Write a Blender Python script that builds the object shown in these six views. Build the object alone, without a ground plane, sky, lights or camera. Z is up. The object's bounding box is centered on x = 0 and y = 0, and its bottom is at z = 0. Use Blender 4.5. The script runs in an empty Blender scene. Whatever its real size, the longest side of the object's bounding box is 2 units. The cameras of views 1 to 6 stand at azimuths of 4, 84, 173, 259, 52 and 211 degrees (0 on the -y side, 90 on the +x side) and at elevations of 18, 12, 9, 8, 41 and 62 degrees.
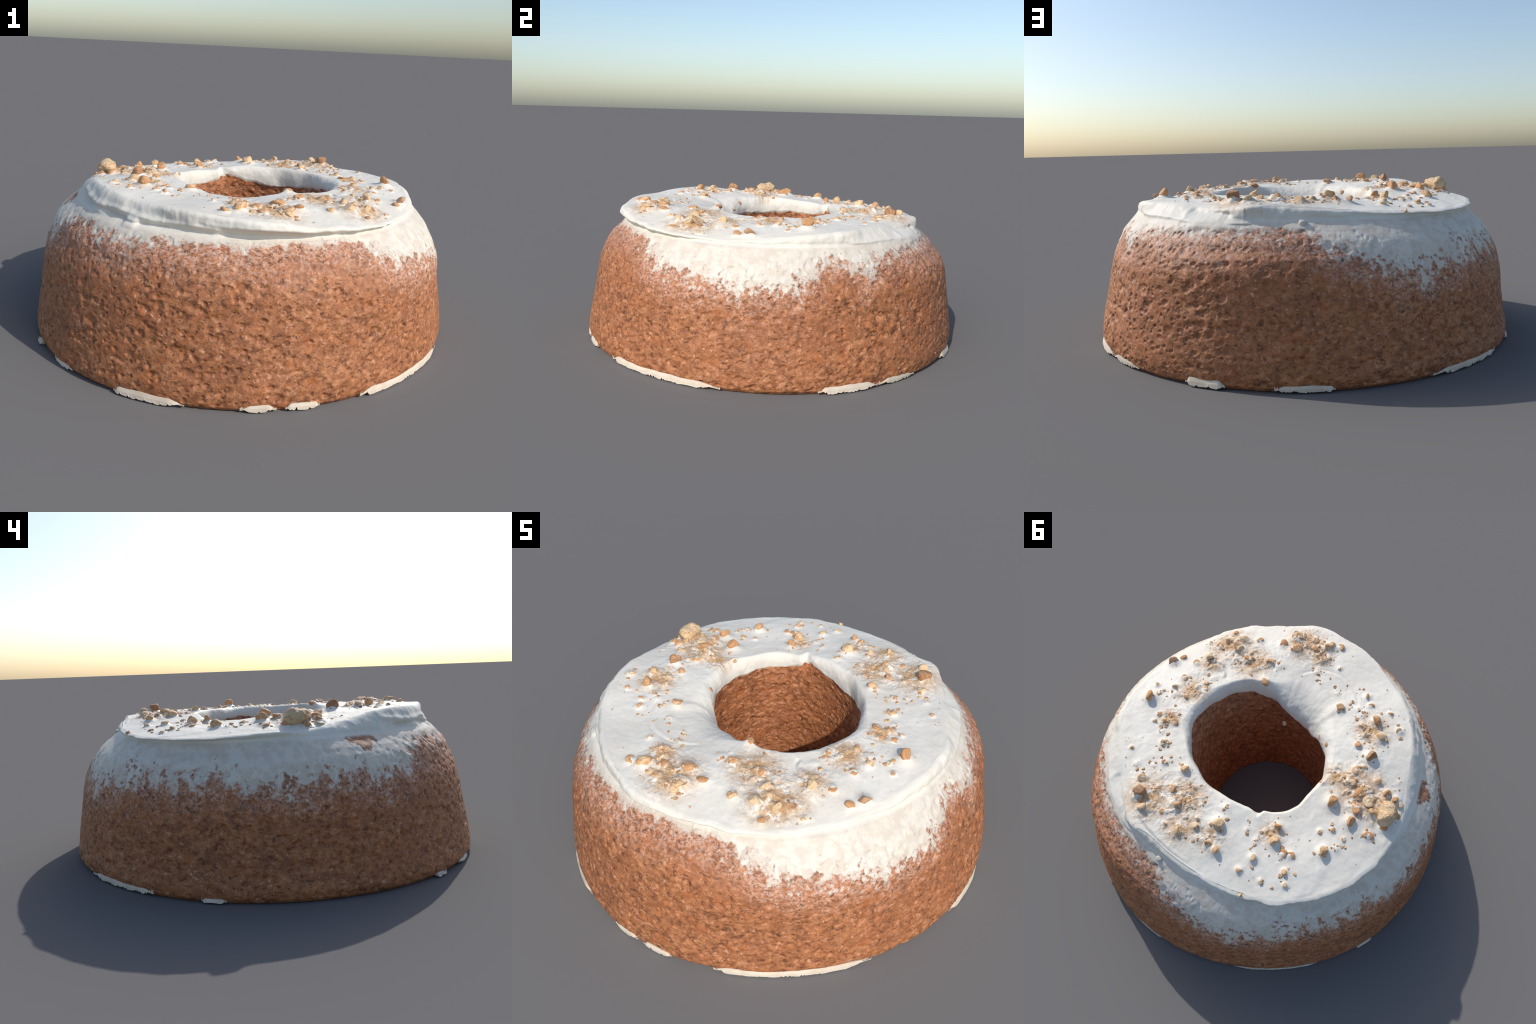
# A ring cake: crumbly brown sponge with a hole, white frosting on top that is
# smeared down the shoulders, chopped nuts on the frosting, torn paper below.
import bpy, math
import numpy as np
from mathutils import Vector, Matrix, Euler

rng = np.random.default_rng(7)
TAU = 2 * math.pi
NT = 1680                                   # steps round the ring
TH = np.linspace(-math.pi, math.pi, NT, endpoint=False)


# ------------------------------------------------------------------ helpers
def ring(table, th):
    """Smooth closed curve through (degrees, value) control points."""
    a = np.radians([p[0] for p in table]); v = np.array([p[1] for p in table], float)
    o = np.argsort(a); a, v = a[o], v[o]
    a3 = np.r_[a - TAU, a, a + TAU]; v3 = np.r_[v, v, v]
    h = np.diff(a3); d = np.diff(v3) / h
    m = np.zeros_like(v3)
    k = (d[1:] * d[:-1]) > 0
    m[1:-1][k] = 2 * d[1:][k] * d[:-1][k] / (d[1:][k] + d[:-1][k])
    m[1:-1] = .5 * m[1:-1] + .25 * (d[1:] + d[:-1])
    th = (np.asarray(th) + math.pi) % TAU - math.pi
    i = np.clip(np.searchsorted(a3, th, side='right') - 1, 0, len(h) - 1)
    t = (th - a3[i]) / h[i]
    return ((1 + 2 * t) * (1 - t) ** 2 * v3[i] + t * (1 - t) ** 2 * h[i] * m[i]
            + t * t * (3 - 2 * t) * v3[i + 1] + t * t * (t - 1) * h[i] * m[i + 1])


def sat(x):
    return np.clip(x, 0, 1)


def step(x, a, b):
    t = sat((x - a) / (b - a))
    return t * t * (3 - 2 * t)


def _hash(i, j, k, s):
    n = (i * 374761393 + j * 668265263 + k * 2147483647 + s * 974634777) & 0xFFFFFFFF
    n = ((n ^ (n >> 13)) * 1274126177) & 0xFFFFFFFF
    n = ((n ^ (n >> 16)) * 2246822519) & 0xFFFFFFFF
    return ((n ^ (n >> 15)) & 0xFFFFFF) / float(0xFFFFFF)


def noise3(P, scale, seed=0):
    """Value noise, about -1..1, quintic blend."""
    Q = P * scale + 1000.0 + seed * 17.31
    I = np.floor(Q).astype(np.int64); F = Q - I
    U = F * F * F * (F * (F * 6 - 15) + 10)
    out = 0
    for a in (0, 1):
        for b in (0, 1):
            for c in (0, 1):
                w = ((U[..., 0] if a else 1 - U[..., 0]) * (U[..., 1] if b else 1 - U[..., 1])
                     * (U[..., 2] if c else 1 - U[..., 2]))
                out = out + w * _hash(I[..., 0] + a, I[..., 1] + b, I[..., 2] + c, seed)
    return out * 2 - 1


def fbm(P, scale, octaves=3, seed=0):
    s, a, n = 0, 1.0, 0
    for o in range(octaves):
        s = s + a * noise3(P, scale * 2 ** o, seed + o); n += a; a *= .5
    return s / n


def pits(th, z, arc, cw, ch, share, seed):
    """Open crumb: scattered oval pits laid out on the unrolled wall (0..1 deep)."""
    nu = max(8, int(TAU * arc / cw))
    u = (th / TAU + .5) * nu; v = z / ch + 50
    iu, iv = np.floor(u).astype(np.int64), np.floor(v).astype(np.int64)
    best = np.zeros_like(u)
    for a in (-1, 0, 1):
        for b in (-1, 0, 1):
            cu, cv = (iu + a) % nu, iv + b
            on = _hash(cu, cv, 3, seed) < share
            px = iu + a + _hash(cu, cv, 5, seed); py = iv + b + _hash(cu, cv, 7, seed)
            rad = .35 + .5 * _hash(cu, cv, 11, seed); dep = .35 + .65 * _hash(cu, cv, 13, seed)
            asp = .85 + .45 * _hash(cu, cv, 17, seed)
            slant = (_hash(cu, cv, 19, seed) - .5) * .5
            dx, dy = (u - px) / asp, (v - py) + slant * (u - px)
            d = np.sqrt(dx * dx + dy * dy) / rad
            best = np.maximum(best, on * dep * (1 - step(d, .34, .90)))
    return best


def srgb(r, g, b):
    f = lambda c: c / 12.92 if c <= .04045 else ((c + .055) / 1.055) ** 2.4
    return (f(r / 255), f(g / 255), f(b / 255), 1.0)


def grid_mesh(name, X, Y, Z, close_rows=False, keep=None, flip=False):
    """Quads from arrays shaped (rows, NT); the columns close on themselves."""
    rows, n = X.shape
    co = np.stack([X, Y, Z], -1).reshape(-1, 3)
    R = np.arange(rows if close_rows else rows - 1)
    C = np.arange(n)
    a = (R[:, None] * n + C[None]); b = (R[:, None] * n + (C[None] + 1) % n)
    c = (((R + 1) % rows)[:, None] * n + (C[None] + 1) % n); d = (((R + 1) % rows)[:, None] * n + C[None])
    f = np.stack([a, b, c, d], -1)
    if flip:
        f = f[..., ::-1]
    f = f.reshape(-1, 4)
    if keep is not None:
        f = f[keep.reshape(-1)]
        used = np.unique(f); remap = np.zeros(len(co), np.int64); remap[used] = np.arange(len(used))
        co, f = co[used], remap[f]
    me = bpy.data.meshes.new(name)
    me.vertices.add(len(co)); me.vertices.foreach_set("co", co.astype(np.float32).ravel())
    me.loops.add(f.size); me.loops.foreach_set("vertex_index", f.astype(np.int32).ravel())
    me.polygons.add(len(f)); me.polygons.foreach_set("loop_start", np.arange(0, f.size, 4, dtype=np.int32))
    me.polygons.foreach_set("use_smooth", np.ones(len(f), bool))
    me.update(calc_edges=True); me.validate()
    return me


def add(name, mesh, parent=None, mat=None):
    o = bpy.data.objects.new(name, mesh)
    bpy.context.scene.collection.objects.link(o)
    if parent:
        o.parent = parent
    if mat and mesh is not None and not mesh.materials:
        mesh.materials.append(mat)
    return o


# --------------------------------------------------- the cake's measurements
# wall of the sponge: height, mean radius
WALL = [(0, .976), (.02, .984), (.05, .988), (.12, .978), (.22, .9627), (.34, .9455), (.42, .9285),
        (.48, .903), (.53, .872), (.57, .824), (.61, .785), (.65, .733)]
# how far it is out of round at some heights: cos/sin of 1..5 turns
ROUND_Z = [0, .12, .34, .48, .57, .65]
ROUND = [[-.008, -.001, -.003, .011, .001, .003, .003, -.001, .002, .001],
         [-.006, .0025, -.003, .013, .0005, .003, .001, -.001, .003, .001],
         [-.0105, .0065, 0, .003, -.001, 0, -.001, -.004, 0, -.002],
         [-.008, .006, .001, -.001, -.003, .001, -.001, -.008, -.001, -.006],
         [-.008, -.009, .013, .003, .009, .004, -.004, .002, -.007, -.003],
         [-.008, -.006, .010, -.004, .007, .007, -.005, -.003, .002, .002]]
# broad hollows (-) and swellings (+) of the shoulder: bearing, height, breadth in degrees, height span, depth
HOLLOWS = [(-22, .515, 20, .070, -.024), (145, .49, 24, .085, -.014), (74, .565, 22, .040, .032),
           (42, .45, 16, .10, .004), (54, .605, 18, .030, .022), (60, .515, 12, .030, -.008), (-16, .33, 16, .10, -.007), (150, .03, 50, .06, .007), (-40, .12, 30, .10, .004)]
# outer edge of the frosting: degrees, radius, height
RIM = [(-180, .775, .645), (-165, .734, .677), (-150, .737, .704), (-135, .754, .705), (-120, .756, .694),
       (-105, .772, .697), (-90, .797, .686), (-78, .806, .677), (-65, .783, .650), (-50, .792, .639),
       (-40, .786, .632), (-30, .768, .626), (-20, .765, .628), (-10, .772, .636), (0, .766, .650),
       (10, .777, .661), (20, .783, .668), (30, .748, .670), (40, .730, .671), (50, .716, .667), (60, .752, .668),
       (67, .786, .668), (75, .754, .662), (90, .755, .648), (105, .773, .632), (120, .802, .624), (135, .820, .620),
       (150, .823, .625), (165, .805, .639)]
# height of the frosting half way across the ring
MID = [(-165, .693), (-145, .703), (-122, .699), (-106, .699), (-90, .695), (-60, .690), (-28, .674), (8, .672), (55, .677),
       (96, .672), (125, .652), (145, .653), (166, .675), (180, .685)]
# how much the frosting drops (-) or stands up at the lip of the hole
LIP = [(-170, -.008), (-145, -.014), (-105, -.017), (-80, -.010), (-55, .006), (-30, .013), (0, .014), (30, .010), (70, .006),
       (98, .014), (109, .014), (122, .010), (150, .016), (165, .006)]
# the hole: degrees, radius and height of the frosting's lower edge, radius of its upper edge
HOLE = [(-180, 0.328, 0.598, 0.360), (-165, 0.307, 0.596, 0.350), (-150, 0.296, 0.600, 0.347), (-135, 0.277, 0.592, 0.362),
        (-120, .266, .545, 0.396), (-105, .264, .540, 0.424), (-90, 0.265, 0.566, 0.434), (-76, 0.280, 0.583, 0.397),
        (-66, 0.318, 0.590, 0.370), (-58, 0.338, 0.590, 0.365), (-45, 0.372, 0.606, 0.394), (-30, 0.388, 0.614, 0.416), (-15, 0.394, 0.620, 0.432),
        (0, 0.402, 0.632, 0.440), (15, 0.404, 0.636, 0.452), (27, 0.390, 0.630, 0.419), (40, 0.382, 0.612, 0.400),
        (55, 0.366, 0.600, 0.387), (72, 0.358, 0.590, 0.384), (85, 0.346, 0.606, 0.370), (97, 0.348, 0.616, 0.375),
        (107, 0.356, 0.636, 0.380), (112, 0.366, 0.643, 0.386), (116, 0.374, 0.643, 0.403), (120.5, 0.362, 0.628, 0.382), (128, 0.366, 0.606, 0.390), (136, 0.367, 0.594, 0.396),
        (147, 0.360, 0.600, 0.386), (158, 0.336, 0.606, 0.362), (170, 0.332, 0.602, 0.358)]
# lowest reach of the smeared frosting on the shoulder
SMEAR = [(-172, .472), (-165, .445), (-158, .455), (-150, .500), (-144, .555), (-135, .562), (-124, .548),
         (-115, .548), (-108, .583), (-100, .578), (-95, .590), (-85, .586), (-77, .590), (-63, .603), (-55, .600),
         (-50, .550), (-45, .515), (-38, .478), (-31, .470), (-24, .460), (-16, .440), (-8, .430), (0, .452),
         (8, .510), (15, .550), (22, .495), (28, .535), (38, .560), (50, .562), (64, .568), (77, .574), (84, .556),
         (88, .505), (95, .468), (102, .445), (111, .405), (117, .425), (124, .445), (131, .460), (148, .458),
         (156, .474), (163, .446), (173, .450), (180, .465)]

rim_r = lambda t: ring([(a, r) for a, r, z in RIM], t)
rim_z = lambda t: ring([(a, z) for a, r, z in RIM], t)
mid_z = lambda t: ring(MID, t)
hole_r = lambda t: ring([(h[0], h[1]) for h in HOLE], t)
hole_z = lambda t: ring([(h[0], h[2]) for h in HOLE], t)
lip_r = lambda t: ring([(h[0], h[3]) for h in HOLE], t) + .006 * noise3(np.stack([np.cos(t), np.sin(t), 0 * t], -1), 5.0, 91)
smear_z = lambda t: ring(SMEAR, t)


def wall(th, z):
    zs, rs = zip(*WALL)
    # smooth the polyline a little by averaging neighbouring heights
    r = sum(w * np.interp(z + d, zs, rs) for d, w in ((-.014, .25), (0, .5), (.014, .25)))
    r = np.where(z < .02, np.interp(z, zs, rs), r)
    C = np.array(ROUND)
    for m in range(1, 6):
        r = r + np.interp(z, ROUND_Z, C[:, 2 * m - 2]) * np.cos(m * th) + np.interp(z, ROUND_Z, C[:, 2 * m - 1]) * np.sin(m * th)
    for a, h, wa, wh, d in HOLLOWS:
        da = (np.degrees(th) - a + 180) % 360 - 180
        r = r + d * np.exp(-(da / wa) ** 2 - ((z - h) / wh) ** 2)
    return r


def wall_crumb(th, z):
    """Relief of the sponge's outside: lumps, grain and open pits."""
    r = wall(th, z)
    P = np.stack([r * np.cos(th), r * np.sin(th), z * 1.15], -1)
    big = pits(th, z, .95, .046, .036, .24, 1)
    small = pits(th, z, .95, .024, .020, .34, 2)
    dent = pits(th, z, .95, .095, .062, .40, 4)
    lumps = fbm(P, 9, 2, 3) * .0026 + fbm(P, 40, 3, 5) * .0012
    return lumps - .0070 * big - .0058 * small - .0028 * dent + .0020, np.maximum(big, small * .8)


# ------------------------------------------------------------------- nuts
# chopped nuts read off the cake: x, y (metres), breadth (millimetres)
TALL = [(.548, -.288, 57), (.664, .095, 74), (.254, .347, 50), (.363, .566, 86), (-.046, .499, 70), (-.292, .354, 50),
        (-.314, .428, 66), (-.535, .346, 60), (-.57, .155, 62), (-.214, -.367, 58), (-.414, -.391, 62),
        (-.491, -.194, 74), (-.445, .113, 68)]
MEDIUM = [(.71, -.169, 64), (.439, -.412, 57), (.536, -.518, 36), (.362, -.378, 56), (.251, -.421, 56), (.504, -.004, 34),
          (.509, .174, 47), (.307, .623, 60), (.201, -.3, 55), (.039, .567, 43), (.093, .635, 55), (-.102, .611, 54),
          (-.272, .546, 45), (-.252, .628, 41), (-.465, .574, 29), (.035, -.228, 40),
          (-.196, -.207, 36), (-.303, -.506, 37), (.17, -.577, 71), (.027, -.685, 71), (-.477, -.314, 62),
          (-.581, -.099, 44), (-.698, -.067, 50), (-.632, .055, 58), (-.655, -.022, 54), (-.715, .088, 50), (-.745, .0, 40)]
SMALL = [(.688, -.222, 43), (.593, -.221, 39), (.462, -.485, 65), (.531, -.442, 50), (.47, -.433, 57), (.553, -.393, 50),
         (.619, -.39, 29), (.384, -.533, 43), (.587, -.106, 42), (.684, .007, 28), (.638, .036, 24), (.593, -.034, 41),
         (.467, -.136, 34), (.443, -.103, 31), (.559, .151, 30), (.509, .124, 30), (.462, .155, 40), (.561, .197, 23),
         (.439, .278, 39), (.556, .389, 26), (.364, .368, 32), (.406, .495, 45), (.248, .466, 38), (.185, .52, 62),
         (.157, .402, 25), (.218, .589, 31), (.167, .632, 25), (-.061, .604, 42), (-.359, .615, 29), (-.316, .718, 26),
         (-.38, .454, 42), (-.413, .441, 42), (-.431, .52, 35), (-.467, .265, 27), (-.519, .229, 27), (-.584, .241, 24),
         (-.674, .163, 45), (-.256, -.169, 29), (.003, -.588, 49),
         (-.089, -.586, 28), (.209, -.635, 79), (.256, -.57, 50), (.216, -.672, 43), (.12, -.684, 43), (.079, -.689, 29),
         (-.023, -.715, 43), (.086, -.633, 43), (-.344, -.466, 34), (-.408, -.293, 33), (-.362, -.336, 36),
         (-.399, -.223, 39), (-.48, -.128, 35), (-.544, -.4, 46), (-.451, -.473, 27), (-.461, -.091, 44),
         (-.47, -.023, 56), (-.532, .012, 62), (-.593, .021, 56), (-.563, .08, 55), (-.644, -.066, 50), (-.728, -.062, 31),
         (-.348, .045, 28)]
# flat tan crumbs and dust on the frosting: x, y, breadth
DUST = [(.492, -.268, 70), (.409, -.354, 63), (.31, -.33, 55), (.312, -.408, 56), (.561, -.002, 55), (.491, -.088, 34),
        (.451, -.185, 41), (.488, .229, 33), (.478, .443, 32), (.401, .408, 26), (.304, .505, 44), (.276, .552, 38),
        (.118, .478, 50), (-.031, .413, 55), (-.017, .609, 48), (-.239, .463, 42), (-.172, .448, 30), (.056, .532, 49),
        (-.58, .3, 48), (-.158, -.445, 34), (-.046, -.457, 27), (.006, -.517, 42), (.049, -.611, 35), (.115, -.621, 35),
        (.194, -.431, 56), (-.302, -.412, 47), (-.332, -.404, 53), (-.386, -.02, 38), (-.421, -.009, 50),
        (-.527, .078, 49), (-.668, -.153, 28)]
# nut dust gathers in these heaps: x, y, spread
CLUSTERS = ((.52, -.43, .15), (.33, -.38, .13), (.15, -.64, .14), (.50, .14, .07), (.32, .56, .15), (.16, .47, .12), (-.42, -.33, .11), (-.52, -.02, .15),
                    (-.40, -.02, .08), (-.63, .02, .10), (.10, .60, .10), (-.05, .57, .08), (-.28, .40, .07), (.50, -.06, .10), (.03, -.60, .08), (.52, -.26, .08))
WALNUT = (-.690, .032)                       # the one big piece at the edge


# ------------------------------------------------------------ frosting shape
def top_profile(th, u):
    """Frosting's upper face; u runs from the hole's lip (0) to the outer edge (1)."""
    r = lip_r(th) + (rim_r(th) - .012 - lip_r(th)) * u
    zm, zr = mid_z(th), rim_z(th) + .004
    z_in = zm + ring(LIP, th)
    z = np.where(u < .4, z_in + (zm - z_in) * step(u, -.15, .4),
                 zm + (zr - zm) * (.35 * step(u, .4, 1.05) + .65 * sat((u - .4) / .6) ** 2))
    return r, z


bumps = ([(x, y, d * .00042, d * .00032) for x, y, d in TALL]
         + [(x, y, d * .00042, d * .00034) for x, y, d in MEDIUM]
         + [(x, y, d * .00042, d * .00032) for x, y, d in SMALL]
         + [(x, y, d * .0004, d * .00014) for x, y, d in DUST]
         + [(WALNUT[0], WALNUT[1], .045, .012)])


def top_relief(X, Y):
    """Soft unevenness, a swelling round each nut and a few spatula marks."""
    P = np.stack([X, Y, np.zeros_like(X)], -1)
    h = fbm(P, 7, 2, 21) * .0045 + fbm(P, 26, 2, 25) * .0016
    sh = X.shape; hx = np.zeros(sh)
    for x, y, w, a in bumps:
        w *= 1.15
        i = (np.abs(X - x) < 3 * w) & (np.abs(Y - y) < 3 * w)
        d2 = (X[i] - x) ** 2 + (Y[i] - y) ** 2
        hx[i] = np.maximum(hx[i], a * np.exp(-d2 / (w * w)))
    # crescent spatula marks: centre, radius, start and end angle
    for cx, cy, R, a0, a1, dep in ((.0, .0, .735, 62, 92, .006), (.47, -.20, .075, 190, 300, .006), (-.1, -.35, .20, 200, 330, .002)):
        d = np.hypot(X - cx, Y - cy) - R
        a = np.degrees(np.arctan2(Y - cy, X - cx)) % 360
        w = step(a, a0 - 4, a0 + 10) * (1 - step(a, a1 - 10, a1 + 4))
        h = h - dep * w * np.exp(-(d / .008) ** 2) + .6 * dep * w * np.exp(-((d + .016) / .010) ** 2)
    for x, y, w in CLUSTERS:
        i = (np.abs(X - x) < 2 * w) & (np.abs(Y - y) < 2 * w)
        if i.any():
            g = np.exp(-((X[i] - x) ** 2 + (Y[i] - y) ** 2) / (.8 * w) ** 2)
            h[i] = h[i] + g * np.maximum(fbm(P[i], 34, 3, 27) + .12, 0) * .016
    return h + hx


def surface_z(x, y):
    th, r = np.arctan2(y, x), np.hypot(x, y)
    th = np.atleast_1d(th); r = np.atleast_1d(r)
    u = (r - lip_r(th)) / (rim_r(th) - .012 - lip_r(th))
    z = top_profile(th, sat(u))[1]
    # over the lip of the hole the surface falls away
    z = z - np.where(u < 0, (lip_r(th) - r) * .9, 0)
    z = z + top_relief(np.atleast_1d(x).astype(float), np.atleast_1d(y).astype(float))
    return z if np.ndim(x) else float(z[0])


# --------------------------------------------------------------- materials
class Nodes:
    def __init__(self, name):
        self.mat = bpy.data.materials.new(name)
        self.mat.use_nodes = True
        self.t = self.mat.node_tree
        self.t.nodes.clear()

    def n(self, kind, **kw):
        x = self.t.nodes.new('ShaderNode' + kind)
        ins = kw.pop('ins', {})
        for k, v in kw.items():
            setattr(x, k, v)
        for k, v in ins.items():
            self.put(v, x.inputs[k])
        return x

    def put(self, v, sock):
        if isinstance(v, bpy.types.NodeSocket):
            self.t.links.new(v, sock)
        else:
            sock.default_value = v

    def math(self, op, a, b=0.0, c=None, clamp=False):
        x = self.n('Math', operation=op, use_clamp=clamp)
        self.put(a, x.inputs[0]); self.put(b, x.inputs[1])
        if c is not None:
            self.put(c, x.inputs[2])
        return x.outputs[0]

    def span(self, v, a, b, lo=0.0, hi=1.0):
        x = self.n('MapRange', interpolation_type='SMOOTHSTEP')
        for k, w in enumerate((v, a, b, lo, hi)):
            self.put(w, x.inputs[k])
        return x.outputs[0]

    def mix(self, f, a, b, blend='MIX'):
        x = self.n('Mix', data_type='RGBA', blend_type=blend)
        self.put(f, x.inputs[0]); self.put(a, x.inputs[6]); self.put(b, x.inputs[7])
        return x.outputs[2]

    def noise(self, vec, scale, detail=3.0, rough=.55, distortion=0.0):
        x = self.n('TexNoise', ins={'Vector': vec, 'Scale': scale, 'Detail': detail, 'Roughness': rough, 'Distortion': distortion})
        return x.outputs[0]

    def vor(self, vec, scale, feature='F1', rand=1.0):
        return self.n('TexVoronoi', feature=feature, ins={'Vector': vec, 'Scale': scale, 'Randomness': rand})

    def finish(self, colour, rough, normal=None, **extra):
        b = self.n('BsdfPrincipled', ins={'Base Color': colour, 'Roughness': rough, **extra})
        if normal is not None:
            self.put(normal, b.inputs['Normal'])
        o = self.n('OutputMaterial')
        self.t.links.new(b.outputs[0], o.inputs[0])
        return self.mat


def bearing_curve(N, obj, table, lo, hi):
    """A value that changes round the cake, as a curve of the compass bearing."""
    sx = N.n('SeparateXYZ', ins={0: obj})
    a = N.math('ARCTAN2', sx.outputs[1], sx.outputs[0])
    t = N.math('MULTIPLY_ADD', a, 1 / TAU, .5)
    fc = N.n('FloatCurve', ins={'Value': t})
    c = fc.mapping.curves[0]
    pts = [((d / 360 + .5), (v - lo) / (hi - lo)) for d, v in table if -178 < d < 178]
    end = float(ring(table, np.array([math.pi - 1e-4]))[0]); end = (end - lo) / (hi - lo)
    c.points[0].location = (0, end); c.points[1].location = (1, end)
    for p in pts:
        c.points.new(*p)
    for p in c.points:
        p.handle_type = 'AUTO'
    fc.mapping.update()
    return N.math('MULTIPLY_ADD', fc.outputs[0], hi - lo, lo), sx.outputs[2]


def smear_mask(N, obj):
    """Where the scraped frosting covers the crumb: ragged and patchy towards its lower edge."""
    lim, z = bearing_curve(N, obj, SMEAR, .35, .65)
    sx = N.n('SeparateXYZ', ins={0: obj})
    rad = N.math('SQRT', N.math('ADD', N.math('POWER', sx.outputs[0], 2.0), N.math('POWER', sx.outputs[1], 2.0)))
    tall = N.n('Mapping', ins={'Vector': obj, 'Scale': (1, 1, .65)}).outputs[0]
    n1 = N.math('SUBTRACT', N.noise(tall, 19.0, 5, .66), .5)
    n2 = N.math('SUBTRACT', N.noise(obj, 42.0, 3, .6), .5)
    patchy, _ = bearing_curve(N, obj, PATCHY, 0, 1)
    q = N.math('SUBTRACT', z, lim)
    q = N.math('ADD', q, N.math('MULTIPLY', n1, N.math('MULTIPLY_ADD', patchy, .36, .10)))
    q = N.math('ADD', q, N.math('MULTIPLY', n2, N.math('MULTIPLY_ADD', patchy, .16, .12)))
    q = N.math('ADD', q, N.math('MULTIPLY', N.span(z, .580, .608), .06))
    d = N.n('VectorMath', operation='DISTANCE', ins={0: obj, 1: (-.775, -.208, .602)}).outputs['Value']
    d = N.math('ADD', d, N.math('ADD', N.math('MULTIPLY', n1, .10), N.math('MULTIPLY', n2, .06)))
    q = N.math('ADD', q, N.math('MULTIPLY', N.span(d, .082, .036), -.36))
    return q, z, rad


# how patchy the smear is by bearing: 0 solid with a ragged hem, 1 scraped to streaks
PATCHY = [(-172, .85), (-150, .6), (-130, .35), (-100, .3), (-60, .35), (-35, .68), (-10, .75), (10, .65), (30, .45),
          (55, .15), (80, .2), (95, .75), (120, .85), (150, .75), (175, .8)]


def sponge_material():
    N = Nodes('sponge_crumb')
    obj = N.n('TexCoord').outputs['Object']
    flat = N.n('Mapping', ins={'Vector': obj, 'Scale': (1, 1, 1.25)}).outputs[0]
    warp = N.n('TexNoise', ins={'Vector': flat, 'Scale': 30.0, 'Detail': 2.0})
    wv = N.n('VectorMath', operation='MULTIPLY_ADD', ins={0: warp.outputs['Color'], 1: (.018, .018, .018), 2: flat}).outputs[0]
    pit = N.vor(wv, 46.0).outputs['Distance']
    pit2 = N.vor(wv, 95.0).outputs['Distance']
    coarse = N.noise(flat, 5.0, 3)
    mid = N.noise(wv, 34.0, 4, .6)
    fine = N.noise(wv, 78.0, 4, .62)
    ramp = N.n('ValToRGB', ins={0: mid})
    e = ramp.color_ramp.elements
    e[0].position, e[0].color = .30, srgb(110, 66, 40)
    e[1].position, e[1].color = .72, srgb(200, 143, 104)
    for p, c in ((.45, srgb(152, 96, 60)), (.58, srgb(174, 115, 75))):
        x = e.new(p); x.color = c
    col = ramp.outputs[0]
    col = N.mix(N.span(coarse, .42, .62, 0, .45), col, srgb(158, 98, 62))
    blotch = N.noise(flat, 11.0, 3, .6)
    col = N.mix(N.span(blotch, .53, .66, 0, .42), col, srgb(176, 103, 55))
    col = N.mix(N.span(blotch, .45, .33, 0, .42), col, srgb(118, 72, 45))
    # pale flecks
    fleck = N.math('MULTIPLY', N.span(fine, .53, .68), N.span(N.noise(flat, 17.0, 2), .36, .62))
    col = N.mix(N.math('MULTIPLY', fleck, .30), col, srgb(226, 180, 152))
    # dark spots
    wide = N.n('Mapping', ins={'Vector': obj, 'Scale': (1, 1, 1.25)}).outputs[0]
    blot = N.noise(wide, 44.0, 3, .5, .3)
    blot2 = N.noise(wide, 84.0, 2, .5, .3)
    pore = N.math('MULTIPLY', N.span(pit, .46, .18), N.span(N.noise(flat, 24.0, 2), .48, .60))
    dark = N.math('MAXIMUM', N.math('MULTIPLY', pore, .45), N.math('MAXIMUM', N.span(blot, .385, .315), N.math('MULTIPLY', N.span(blot2, .38, .31), .7)))
    col = N.mix(N.math('MULTIPLY', dark, .62), col, srgb(66, 38, 25))
    lite = N.math('MULTIPLY', N.span(blot, .60, .70), N.span(fine, .46, .58))
    col = N.mix(N.math('MULTIPLY', lite, .50), col, srgb(228, 182, 154))
    # a dusting of dried frosting just below the smear
    q, z, rad = smear_mask(N, obj)
    outside = N.span(rad, .55, .60)
    grain = N.span(N.noise(wv, 75.0, 4, .7), .42, .60)
    dust = N.math('MULTIPLY', N.math('MULTIPLY', N.span(q, -.15, .0), outside), grain)
    col = N.mix(N.math('MULTIPLY', dust, .76), col, srgb(206, 172, 154))
    white = N.math('MULTIPLY', N.span(q, -.022, .036), outside)
    col = N.mix(N.math('MULTIPLY', white, .93), col, srgb(207, 197, 183))
    h = N.math('ADD', N.math('MULTIPLY', dark, -1.0), N.math('ADD', N.math('MULTIPLY', blot, 1.5), N.math('MULTIPLY', fine, .6)))
    bump = N.n('Bump', ins={'Strength': .42, 'Distance': .005, 'Height': h}).outputs[0]
    return N.finish(col, .62, bump, **{'Specular IOR Level': .42})


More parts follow.
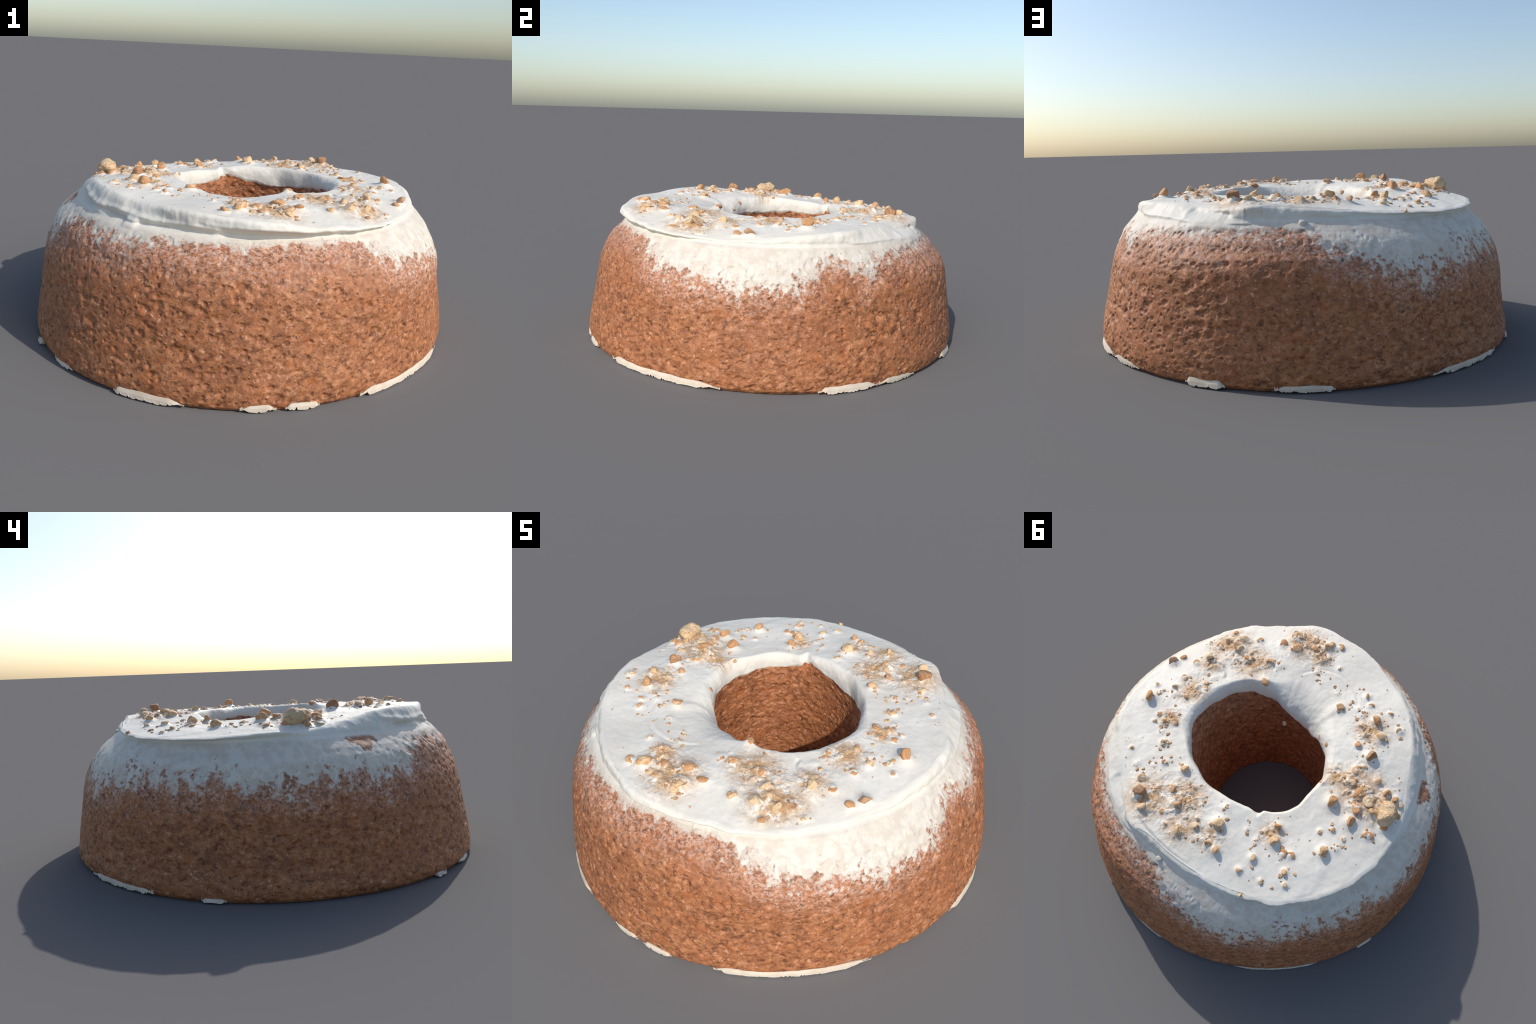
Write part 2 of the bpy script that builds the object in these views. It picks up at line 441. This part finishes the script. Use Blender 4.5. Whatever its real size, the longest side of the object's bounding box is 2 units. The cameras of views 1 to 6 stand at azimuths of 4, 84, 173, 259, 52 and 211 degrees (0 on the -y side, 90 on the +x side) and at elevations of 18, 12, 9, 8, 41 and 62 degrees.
def frosting_material():
    N = Nodes('white_frosting')
    obj = N.n('TexCoord').outputs['Object']
    big = N.noise(obj, 4.0, 3)
    col = N.mix(N.span(big, .35, .65), srgb(218, 212, 199), srgb(226, 221, 209))
    sx = N.n('SeparateXYZ', ins={0: obj})
    z = sx.outputs[2]
    # nut dust: tan haze that gathers round the clusters
    pos = N.n('CombineXYZ', ins={0: sx.outputs[0], 1: sx.outputs[1]}).outputs[0]
    haze = None
    for x, y, w in CLUSTERS:
        d = N.n('VectorMath', operation='DISTANCE', ins={0: pos, 1: (x, y, 0)}).outputs['Value']
        g = N.span(d, w * 1.25, w * .1)
        haze = g if haze is None else N.math('MAXIMUM', haze, g)
    n1 = N.noise(obj, 26.0, 5, .68)
    n2 = N.noise(obj, 75.0, 3, .6)
    on_top = N.span(z, .625, .655)
    soft = N.math('MULTIPLY', haze, N.span(n1, .36, .53))
    col = N.mix(N.math('MULTIPLY', N.math('MULTIPLY', soft, on_top), .90), col, srgb(180, 139, 90))
    spot = N.math('MULTIPLY', N.span(n2, .56, .66), N.math('MULTIPLY_ADD', haze, .8, .12))
    col = N.mix(N.math('MULTIPLY', N.math('MULTIPLY', spot, on_top), .82), col, srgb(160, 116, 76))
    # thin smear: the sponge shows through in patches, more of it towards the lower edge
    q, z, rad = smear_mask(N, obj)
    shoulder = N.math('MULTIPLY', N.span(rad, .66, .70), N.span(z, .614, .600))
    col = N.mix(N.math('MULTIPLY', shoulder, N.math('MULTIPLY_ADD', N.span(N.noise(obj, 24.0, 4, .62), .42, .60), .55, .45)), col, srgb(205, 194, 179))  # sun-facing shoulder tinted darker than the top to hold back its glare
    bare = N.math('MULTIPLY', N.span(q, .036, -.022), shoulder)
    crumb = N.mix(N.span(N.noise(obj, 70.0, 3, .6), .40, .60), srgb(122, 76, 50), srgb(178, 126, 96))
    col = N.mix(N.math('MULTIPLY', bare, .92), col, crumb)
    h = N.math('ADD', N.noise(obj, 60.0, 3), N.math('MULTIPLY', N.noise(obj, 190.0, 2), .3))
    bump = N.n('Bump', ins={'Strength': .22, 'Distance': .005, 'Height': h}).outputs[0]
    return N.finish(col, .55, bump, **{'Specular IOR Level': .3})


def nut_material(name, pale, tan, deep):
    N = Nodes(name)
    obj = N.n('TexCoord').outputs['Object']
    rnd = N.n('ObjectInfo').outputs['Random']
    off = N.n('VectorMath', operation='ADD', ins={0: obj, 1: N.n('CombineXYZ', ins={0: N.math('MULTIPLY', rnd, 40.0)}).outputs[0]}).outputs[0]
    a = N.noise(off, 1.6, 3)
    k = N.math('ADD', a, N.math('MULTIPLY_ADD', rnd, .5, -.25))
    col = N.mix(N.span(k, .36, .62), pale, tan)
    col = N.mix(N.math('MULTIPLY', N.span(N.noise(off, 3.2, 4, .65), .55, .70), .6), col, deep)
    bump = N.n('Bump', ins={'Strength': .3, 'Distance': .1, 'Height': N.noise(off, 5.0, 3)}).outputs[0]
    return N.finish(col, .6, bump, **{'Specular IOR Level': .3})


def paper_material():
    N = Nodes('torn_paper')
    obj = N.n('TexCoord').outputs['Object']
    col = N.mix(N.span(N.noise(obj, 14.0, 3), .35, .65), srgb(204, 188, 168), srgb(214, 202, 184))  # cream darkened for shadow on the strips
    return N.finish(col, .8)


MAT_SPONGE, MAT_FROST, MAT_PAPER = sponge_material(), frosting_material(), paper_material()
MAT_NUT = nut_material('chopped_nut', srgb(220, 190, 150), srgb(201, 150, 104), srgb(156, 101, 64))
MAT_SKIN = nut_material('nut_skin', srgb(192, 152, 116), srgb(164, 119, 84), srgb(118, 82, 60))

cake = add('ring_cake', None)
cake["label"] = "ring cake with white frosting, smeared sides and chopped nuts"
cake["category"] = "cake"

# ------------------------------------------------------------------ sponge
zs = np.r_[np.linspace(0, .012, 4)[:-1], np.linspace(.012, .600, 196)]
T, Z = np.meshgrid(TH, zs)
base = wall(T, Z)
crumb, pit = wall_crumb(T, Z)
edge = step(Z, 0, .02)
R_out = base + crumb * (.35 + .65 * edge) - .006 * (1 - step(Z, 0, .016))
X_out, Y_out, Z_out = R_out * np.cos(T), R_out * np.sin(T), Z + 0 * crumb

hz = np.linspace(1, 0, 150)[:, None]                     # down the hole
Th = np.broadcast_to(TH, (150, NT))
top_h = hole_z(TH)[None] + .004
H_z = top_h * hz
def off_circle(cx, cy, R):
    """Radius, seen from the middle of the cake, of a circle set off centre."""
    d = cx * np.cos(TH) + cy * np.sin(TH)
    return (d + np.sqrt(d * d - (cx * cx + cy * cy - R * R)))[None]


foot = off_circle(-.022, .028, .297)
belly = ring([(-120, .330), (-90, .314), (-60, .298), (-30, .298), (0, .310), (30, .330), (60, .344), (90, .346), (120, .348), (150, .347),
              (180, .342), (-145, .340)], TH)[None]
upper = ring([(-120, .318), (-90, .314), (-60, .330), (-30, .346), (0, .356), (30, .362), (60, .364), (90, .356), (120, .362), (150, .352),
              (180, .338), (-145, .322)], TH)[None]
levels, stops = [0, .5, .86, 1.0], [foot, belly, upper, hole_r(TH)[None] + .004]
H_r = 0
for off in np.linspace(-.07, .07, 9):                     # running average rounds the bends
    hh = np.clip(hz + off * np.minimum(1, np.minimum(hz, 1 - hz) / .07), 0, 1)
    for k in range(3):
        f = (hh - levels[k]) / (levels[k + 1] - levels[k])
        on = (f >= 0) & ((f < 1) | (k == 2))
        H_r = H_r + np.where(on, stops[k] * (1 - f) + stops[k + 1] * f, 0) / 9
P = np.stack([H_r * np.cos(Th), H_r * np.sin(Th), H_z * 1.3], -1)
hb = pits(Th, H_z, .33, .040, .030, .42, 8); hs = pits(Th, H_z, .33, .019, .013, .55, 9)
H_r = H_r - fbm(P, 9, 2, 31) * .004 - fbm(P, 36, 3, 33) * .0022 + .006 * hb + .0040 * hs

lid = np.linspace(0, 1, 8)[1:-1, None]                    # hidden top and bottom
r_a, r_b2 = R_out[-1][None] - .03, H_r[0][None] + .012
L_r = r_a + (r_b2 - r_a) * lid
L_z = .588 + (np.minimum(top_h, .60) - .588) * lid
B_r = H_r[-1][None] + (R_out[0][None] - H_r[-1][None]) * lid
B_z = 0 * B_r + .003
Rr = np.concatenate([R_out, L_r, H_r, B_r]); Zr = np.concatenate([Z_out, L_z, H_z, B_z])
Tt = np.broadcast_to(TH, Rr.shape)
sponge = add('sponge', grid_mesh('sponge', Rr * np.cos(Tt), Rr * np.sin(Tt), Zr, close_rows=True), cake, MAT_SPONGE)

# ---------------------------------------------------------------- frosting
# a) the smear: a skin on the shoulder that thins out into the open crumb
row0 = int(np.searchsorted(zs, .375))
sT, sZ, sR, sB, sP = T[row0:], Z[row0:], R_out[row0:], base[row0:], pit[row0:]
lim = smear_z(TH)[None]
P = np.stack([sB * np.cos(sT), sB * np.sin(sT), sZ * .55], -1)
rag = fbm(P, 16, 3, 41); frag = fbm(P, 34, 4, 45)
dz = sZ - lim + rag * .030
cover = np.maximum(step(dz, -.01, .15), step(sZ, .560, .596))
# a spot scraped bare by the spatula
da = (np.degrees(sT) + 164.9 + 180) % 360 - 180
bare = np.exp(-((np.radians(da) * .8) / .034) ** 2 - ((sZ - .602) / .016) ** 2)
thick = np.where(dz > 0, .0002 + .0045 * cover, .0002 + dz * .12) + frag * .0045 * (1 - .85 * cover) - sP * .004 * (1 - cover) - bare * .006
smooth_R = sB + crumb[row0:] * (1 - .75 * cover)
skin = np.where(True, smooth_R, 0) + np.clip(thick, -.008, .02) + fbm(P, 10, 2, 49) * .002 * cover
S_r, S_z = skin, sZ

# b) from the smear up the edge of the slab
n_up = 28
tu = np.linspace(0, 1, n_up + 1)[1:, None]
r0, z0 = S_r[-1][None], .600
rr, rz = rim_r(TH)[None], rim_z(TH)[None]
Pe = np.stack([np.cos(TH), np.sin(TH), 0 * TH], -1)
ragged = fbm(Pe, 7, 4, 55)[None]
rr = rr + ragged * .011 + fbm(Pe, 20, 2, 57)[None] * .0016
# undercut of the slab by bearing (1 = a clear crease under a hanging lip)
crease = ring([(-180, .35), (-160, .45), (-140, .8), (-120, 1), (-95, 1), (-60, 1), (-30, 1), (-14, .8), (0, .25), (20, .1), (60, .15),
               (90, .5), (120, .6), (150, .45)], TH)[None]
zc = np.minimum(.617 + ragged * .006, .600 + (rz - .600) * .55)
rc = wall(TH[None], zc) + .004
rc = rc - .013 * crease + (1 - crease) * .010
zf = np.maximum(rz - .010, zc + .3 * (rz - zc))
# polyline: skin top -> crease -> face -> rim, rounded by a quadratic B-spline
ctrl_r = [r0 + 0 * rc, rc + .0 * rc, np.where(rc > rr, .70 * rc + .30 * rr + .006, rr + .003 - .010 * (1 - crease)), rr + .004, rr - .012]
ctrl_z = [z0 + 0 * zc, zc, zc + (rz - zc) * .40, rz - .001 + 0 * rc, rz + .004]


def bspline(ctrl, t):
    """Clamped quadratic B-spline through the ends of the control list."""
    n = len(ctrl) - 2
    s = np.clip(t * n, 0, n - 1e-9)
    i = np.floor(s).astype(int); f = s - i
    out = 0
    mids = [ctrl[0]] + [(ctrl[k] + ctrl[k + 1]) / 2 for k in range(1, len(ctrl) - 2)] + [ctrl[-1]]
    for k in range(n):
        w = (i == k)
        out = out + w * ((1 - f) ** 2 * mids[k] + 2 * f * (1 - f) * ctrl[k + 1] + f ** 2 * mids[k + 1])
    return out


U_r, U_z = bspline(ctrl_r, tu), bspline(ctrl_z, tu)
Tu = np.broadcast_to(TH, U_r.shape)
Pu = np.stack([U_r * np.cos(Tu), U_r * np.sin(Tu), U_z], -1)
face = np.sin(np.pi * sat(tu))
U_r = U_r + face * (fbm(Pu, 15, 3, 61) * .010)
# a flake broken off the slab, and a thick curl of frosting beside it
for a, z, w, h, out in ((-120, .622, .035, .016, .022), (-136, .632, .05, .014, .012), (64, .600, .05, .03, .006)):
    da = (np.degrees(Tu) - a + 180) % 360 - 180
    U_r = U_r + out * np.exp(-((np.radians(da) * .78) / w) ** 4 - ((U_z - z) / h) ** 2)

# folds and sags running round the slab's edge: from bearing, height to bearing, height, breadth, swelling
for a0, z0_, a1, z1_, w, out in ((-158, .668, -88, .634, .010, .008), (-150, .640, -104, .616, .008, -.012), (-100, .664, -62, .636, .009, .004),
                                 (18, .628, 58, .602, .012, .010), (44, .650, 62, .630, .012, -.016), (92, .612, 160, .604, .007, .006)):
    da = np.degrees(Tu); f = (da - a0) / (a1 - a0)
    line = z0_ + (z1_ - z0_) * f + .004 * np.sin(da * .23 + a0)
    U_r = U_r + out * step(f, 0, .12) * (1 - step(f, .85, 1)) * np.exp(-((U_z - line) / w) ** 2) * sat(face * 1.6)

# c) across the top and over the lip into the hole
uu = np.linspace(1, 0, 130)[1:, None]
Tt2 = np.broadcast_to(TH, (129, NT))
t_r, t_z = top_profile(Tt2, np.broadcast_to(uu, Tt2.shape))
t_z = t_z + top_relief(t_r * np.cos(Tt2), t_r * np.sin(Tt2)) * step(1 - uu, 0, .05)
v = np.linspace(0, 1, 40)[1:, None]
hr, hzz = hole_r(TH)[None], hole_z(TH)[None]
er, ez = t_r[-1][None], t_z[-1][None]
c1r, c1z = er - .45 * (er - hr) - .006, ez - .002
c2r, c2z = hr - .003, hzz + .55 * (ez - hzz)
I_r = (1 - v) ** 3 * er + 3 * v * (1 - v) ** 2 * c1r + 3 * v * v * (1 - v) * c2r + v ** 3 * (hr - .001)
I_z = (1 - v) ** 3 * ez + 3 * v * (1 - v) ** 2 * c1z + 3 * v * v * (1 - v) * c2z + v ** 3 * hzz
Ti = np.broadcast_to(TH, I_r.shape)
Pi = np.stack([I_r * np.cos(Ti), I_r * np.sin(Ti), I_z], -1)
I_r = I_r + v * (fbm(Pi, 13, 3, 71) * .008)
I_z = I_z + v * (fbm(Pi, 20, 3, 75) * .012)
# fold where the ends of the frosting meet
da = (np.degrees(Ti) - 116 + 180) % 360 - 180
I_r = I_r + .009 * np.exp(-(da / 3.0) ** 2) * np.sin(np.pi * v) ** .5

# d) back outwards inside the sponge, so the frosting is a closed body
bk = np.linspace(0, 1, 6)[:, None]
K_r = (I_r[-1][None] + .025) * (1 - bk) + (S_r[0][None] - .05) * bk
K_z = (np.minimum(I_z[-1][None], .585) - .012) * (1 - bk) + .40 * bk
A_r = np.concatenate([S_r, U_r, t_r, I_r, K_r]); A_z = np.concatenate([S_z, U_z, t_z, I_z, K_z])
Ta = np.broadcast_to(TH, A_r.shape)
# drop the part of the skin that lies well inside the sponge
keep = np.ones(A_r.shape, bool)
inside = (skin - sR) < -.0015
q = inside[:-1] & inside[1:]
q = q & np.roll(q, -1, 1)
keep[:len(q)] = ~q
frosting = add('frosting', grid_mesh('frosting', A_r * np.cos(Ta), A_r * np.sin(Ta), A_z, close_rows=True, keep=keep), cake, MAT_FROST)


# -------------------------------------------------------------------- nuts
def nut_shape(name, seed, cuts=7, sub=3, soft=.10, squash=(1, 1, 1)):
    """A broken bit of nut: a ball chopped by random planes, edges softened."""
    r = np.random.default_rng(seed)
    import bmesh
    bm = bmesh.new()
    bmesh.ops.create_icosphere(bm, subdivisions=sub, radius=1.0)
    dirs = r.normal(size=(cuts, 3)); dirs /= np.linalg.norm(dirs, axis=1)[:, None]
    lev = r.uniform(.48, .8, cuts)
    for vtx in bm.verts:
        p = np.array(vtx.co)
        for d, l in zip(dirs, lev):
            s = p @ d
            if s > l:
                p = p - d * (s - l) * .92
        p = p * (1 + soft * float(fbm((np.array(vtx.co) + seed)[None], 1.7, 2, seed)[0]))
        p = p * np.array(squash)
        vtx.co = p
    m = bpy.data.meshes.new(name)
    bm.to_mesh(m); bm.free()
    for pl in m.polygons:
        pl.use_smooth = True
    return m


chips = [nut_shape('nut_piece', 100 + i, 6 + i % 4, 3) for i in range(12)]
skins = [nut_shape('nut_piece', 200 + i, 7, 3) for i in range(4)]
for m in chips:
    m.materials.append(MAT_NUT)
for m in skins:
    m.materials.append(MAT_SKIN)
DARK = {(-.491, -.194), (.553, -.393), (.363, .566), (.71, -.169)}


def place(x, y, d, height, sink, dark=False, name='nut_piece', tilt=.35):
    m = skins[rng.integers(len(skins))] if dark else chips[rng.integers(len(chips))]
    o = add(name, m, cake)
    s = d * .0005
    z = surface_z(x, y)
    o.location = (x, y, z - sink * s)
    o.rotation_euler = Euler((rng.normal(0, tilt), rng.normal(0, tilt), rng.uniform(0, TAU)))
    o.scale = (s * rng.uniform(.92, 1.18), s * rng.uniform(.8, 1.0), s * height)
    return o


for x, y, d in TALL:
    place(x, y, d * .86, .95, .15, (x, y) in DARK)
for x, y, d in MEDIUM:
    place(x, y, d * .86, .66, .30, (x, y) in DARK)
for x, y, d in SMALL:
    place(x, y, d * 1.10, .52, .42, (x, y) in DARK)
for x, y, d in DUST:
    for k in range(2):
        a, q = rng.uniform(0, TAU), d * .0006 * math.sqrt(rng.uniform())
        place(x + q * math.cos(a), y + q * math.sin(a), d * rng.uniform(.34, .56), .42, .35)

# the big lobed piece at the edge
wn = nut_shape('large_nut', 345, 3, 4, .26)
wn.materials.append(nut_material('toasted_nut', srgb(214, 184, 144), srgb(200, 148, 98), srgb(158, 100, 62)))
o = add('large_nut', wn, cake)
zt = surface_z(*WALNUT)
o.location = (WALNUT[0], WALNUT[1], zt + .010)
o.rotation_euler = (0.1, .15, math.radians(96)); o.scale = (.060, .056, .041)

# the lump of frosting that fell on the shoulder
lump = nut_shape('frosting_lump', 411, 2, 3, .08)
lump.materials.append(nut_material('fallen_frosting', srgb(212, 206, 194), srgb(204, 194, 178), srgb(190, 176, 154)))
o = add('frosting_lump', lump, cake)
o.location = (.110, .768, .604); o.scale = (.016, .014, .015)

# fine crumbs: real bits, joined into one part
cv, cf, base_i = [], [], 0
hexa = [(math.cos(k * TAU / 6), math.sin(k * TAU / 6)) for k in range(6)]
tet = np.array([(c, s_, -.5) for c, s_ in hexa] + [(.62 * c, .62 * s_, .55) for c, s_ in hexa])
tf = [(k, (k + 1) % 6, 6 + (k + 1) % 6, 6 + k) for k in range(6)] + [(6, 7, 8, 9, 10, 11)]
spots = [(x, y, .07) for x, y, d in TALL + MEDIUM[::2] + DUST] + [(x, y, .05) for x, y, d in SMALL[::2]]
heaped, loose = 400, 90
pick = rng.integers(len(spots), size=heaped)
cx = np.array([spots[k][0] for k in pick]); cy = np.array([spots[k][1] for k in pick]); cw = np.array([spots[k][2] for k in pick])
la, lr = rng.uniform(0, TAU, loose), np.sqrt(rng.uniform(.36 ** 2, .76 ** 2, loose))
cx = np.r_[cx + rng.normal(0, 1, heaped) * cw * .45, lr * np.cos(la)]
cy = np.r_[cy + rng.normal(0, 1, heaped) * cw * .45, lr * np.sin(la)]
cs = (.0030 + .0085 * rng.uniform(size=len(cx)) ** 1.8) * np.r_[np.ones(heaped), np.full(loose, .8)]
ct, cr = np.arctan2(cy, cx), np.hypot(cx, cy)
ok = (cr > lip_r(ct) + .01) & (cr < rim_r(ct) - .025)
cx, cy, cs = cx[ok], cy[ok], cs[ok]
cz = surface_z(cx, cy)
for x, y, z, s in zip(cx, cy, cz, cs):
    a = rng.uniform(0, TAU); ca, sa = math.cos(a), math.sin(a)
    pts = tet * np.array([s * rng.uniform(.8, 1.5), s, s * .55]) + rng.normal(0, s * .14, (12, 3))
    for p in pts:
        cv.append((x + ca * p[0] - sa * p[1], y + sa * p[0] + ca * p[1], z + p[2] + s * .12))
    cf += [tuple(base_i + k for k in f) for f in tf]
    base_i += 12
cm = bpy.data.meshes.new('nut_crumbs'); cm.from_pydata(cv, [], cf)
crumbs = add('nut_crumbs', cm, cake)
N = Nodes('nut_crumb')
ob = N.n('TexCoord').outputs['Object']
cc = N.mix(N.span(N.noise(ob, 90.0, 1), .38, .62), srgb(206, 174, 136), srgb(168, 126, 88))
cm.materials.append(N.finish(cc, .7))
crumbs["kind"] = "stuff"

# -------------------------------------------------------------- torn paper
# bearing from, to, reach beyond the sponge, height of its upper edge
PAPER = [(-149, -145, .018, .012), (-136, -128, .008, .018), (-114, -97, .014, .030), (-85, -77, .010, .028), (-75, -67, .010, .026),
         (-56, -18, .012, .032), (7, 24, .014, .036), (24.5, 38, .006, .028), (54, 64, .016, .034), (75, 88, .008, .024),
         (112, 138, .008, .024), (151, 157, .012, .014)]
for a0, a1, reach, hi in PAPER:
    n = max(12, int((a1 - a0) * 3))
    a = np.radians(np.linspace(a0, a1, n))
    f = np.linspace(0, 1, n)
    end = np.minimum(step(f, 0, rng.uniform(.06, .30)), 1 - step(f, 1 - rng.uniform(.06, .30), 1.0))
    jag = .001 + (.005 * np.abs(rng.normal(0, 1, n))) * (rng.uniform(size=n) < .35) + .004 * np.abs(np.sin(a * 31 + a0)) + .014 * (1 - end)
    top = .005 + hi * (.12 + .88 * end ** .7) * (.86 + .06 * np.sin(a * 19 + a0) + .04 * np.sin(a * 53))
    r_top = wall(a, top) + .001
    r_low = wall(a, np.full(n, .012)) + reach * (.6 + .4 * end)
    vs, fs = [], []
    for i in range(n):
        c, s = math.cos(a[i]), math.sin(a[i])
        rm, zm = r_top[i] * .5 + r_low[i] * .5 + .001, top[i] * .5 + .003
        for r, z in ((r_top[i] + .0012, top[i]), (rm + .0015, zm), (r_low[i] + .001, jag[i]),
                     (r_low[i] - .001, jag[i]), (rm - .0015, zm), (r_top[i] - .004, top[i])):
            vs.append((r * c, r * s, z))
    for i in range(n - 1):
        for k in range(6):
            k2 = (k + 1) % 6
            fs.append((i * 6 + k, i * 6 + k2, (i + 1) * 6 + k2, (i + 1) * 6 + k))
    fs += [tuple(range(6)), tuple((n - 1) * 6 + k for k in reversed(range(6)))]
    pm = bpy.data.meshes.new('torn_paper'); pm.from_pydata(vs, [], fs)
    import bmesh
    bm = bmesh.new(); bm.from_mesh(pm); bmesh.ops.recalc_face_normals(bm, faces=bm.faces); bm.to_mesh(pm); bm.free()
    add('torn_paper', pm, cake, MAT_PAPER)
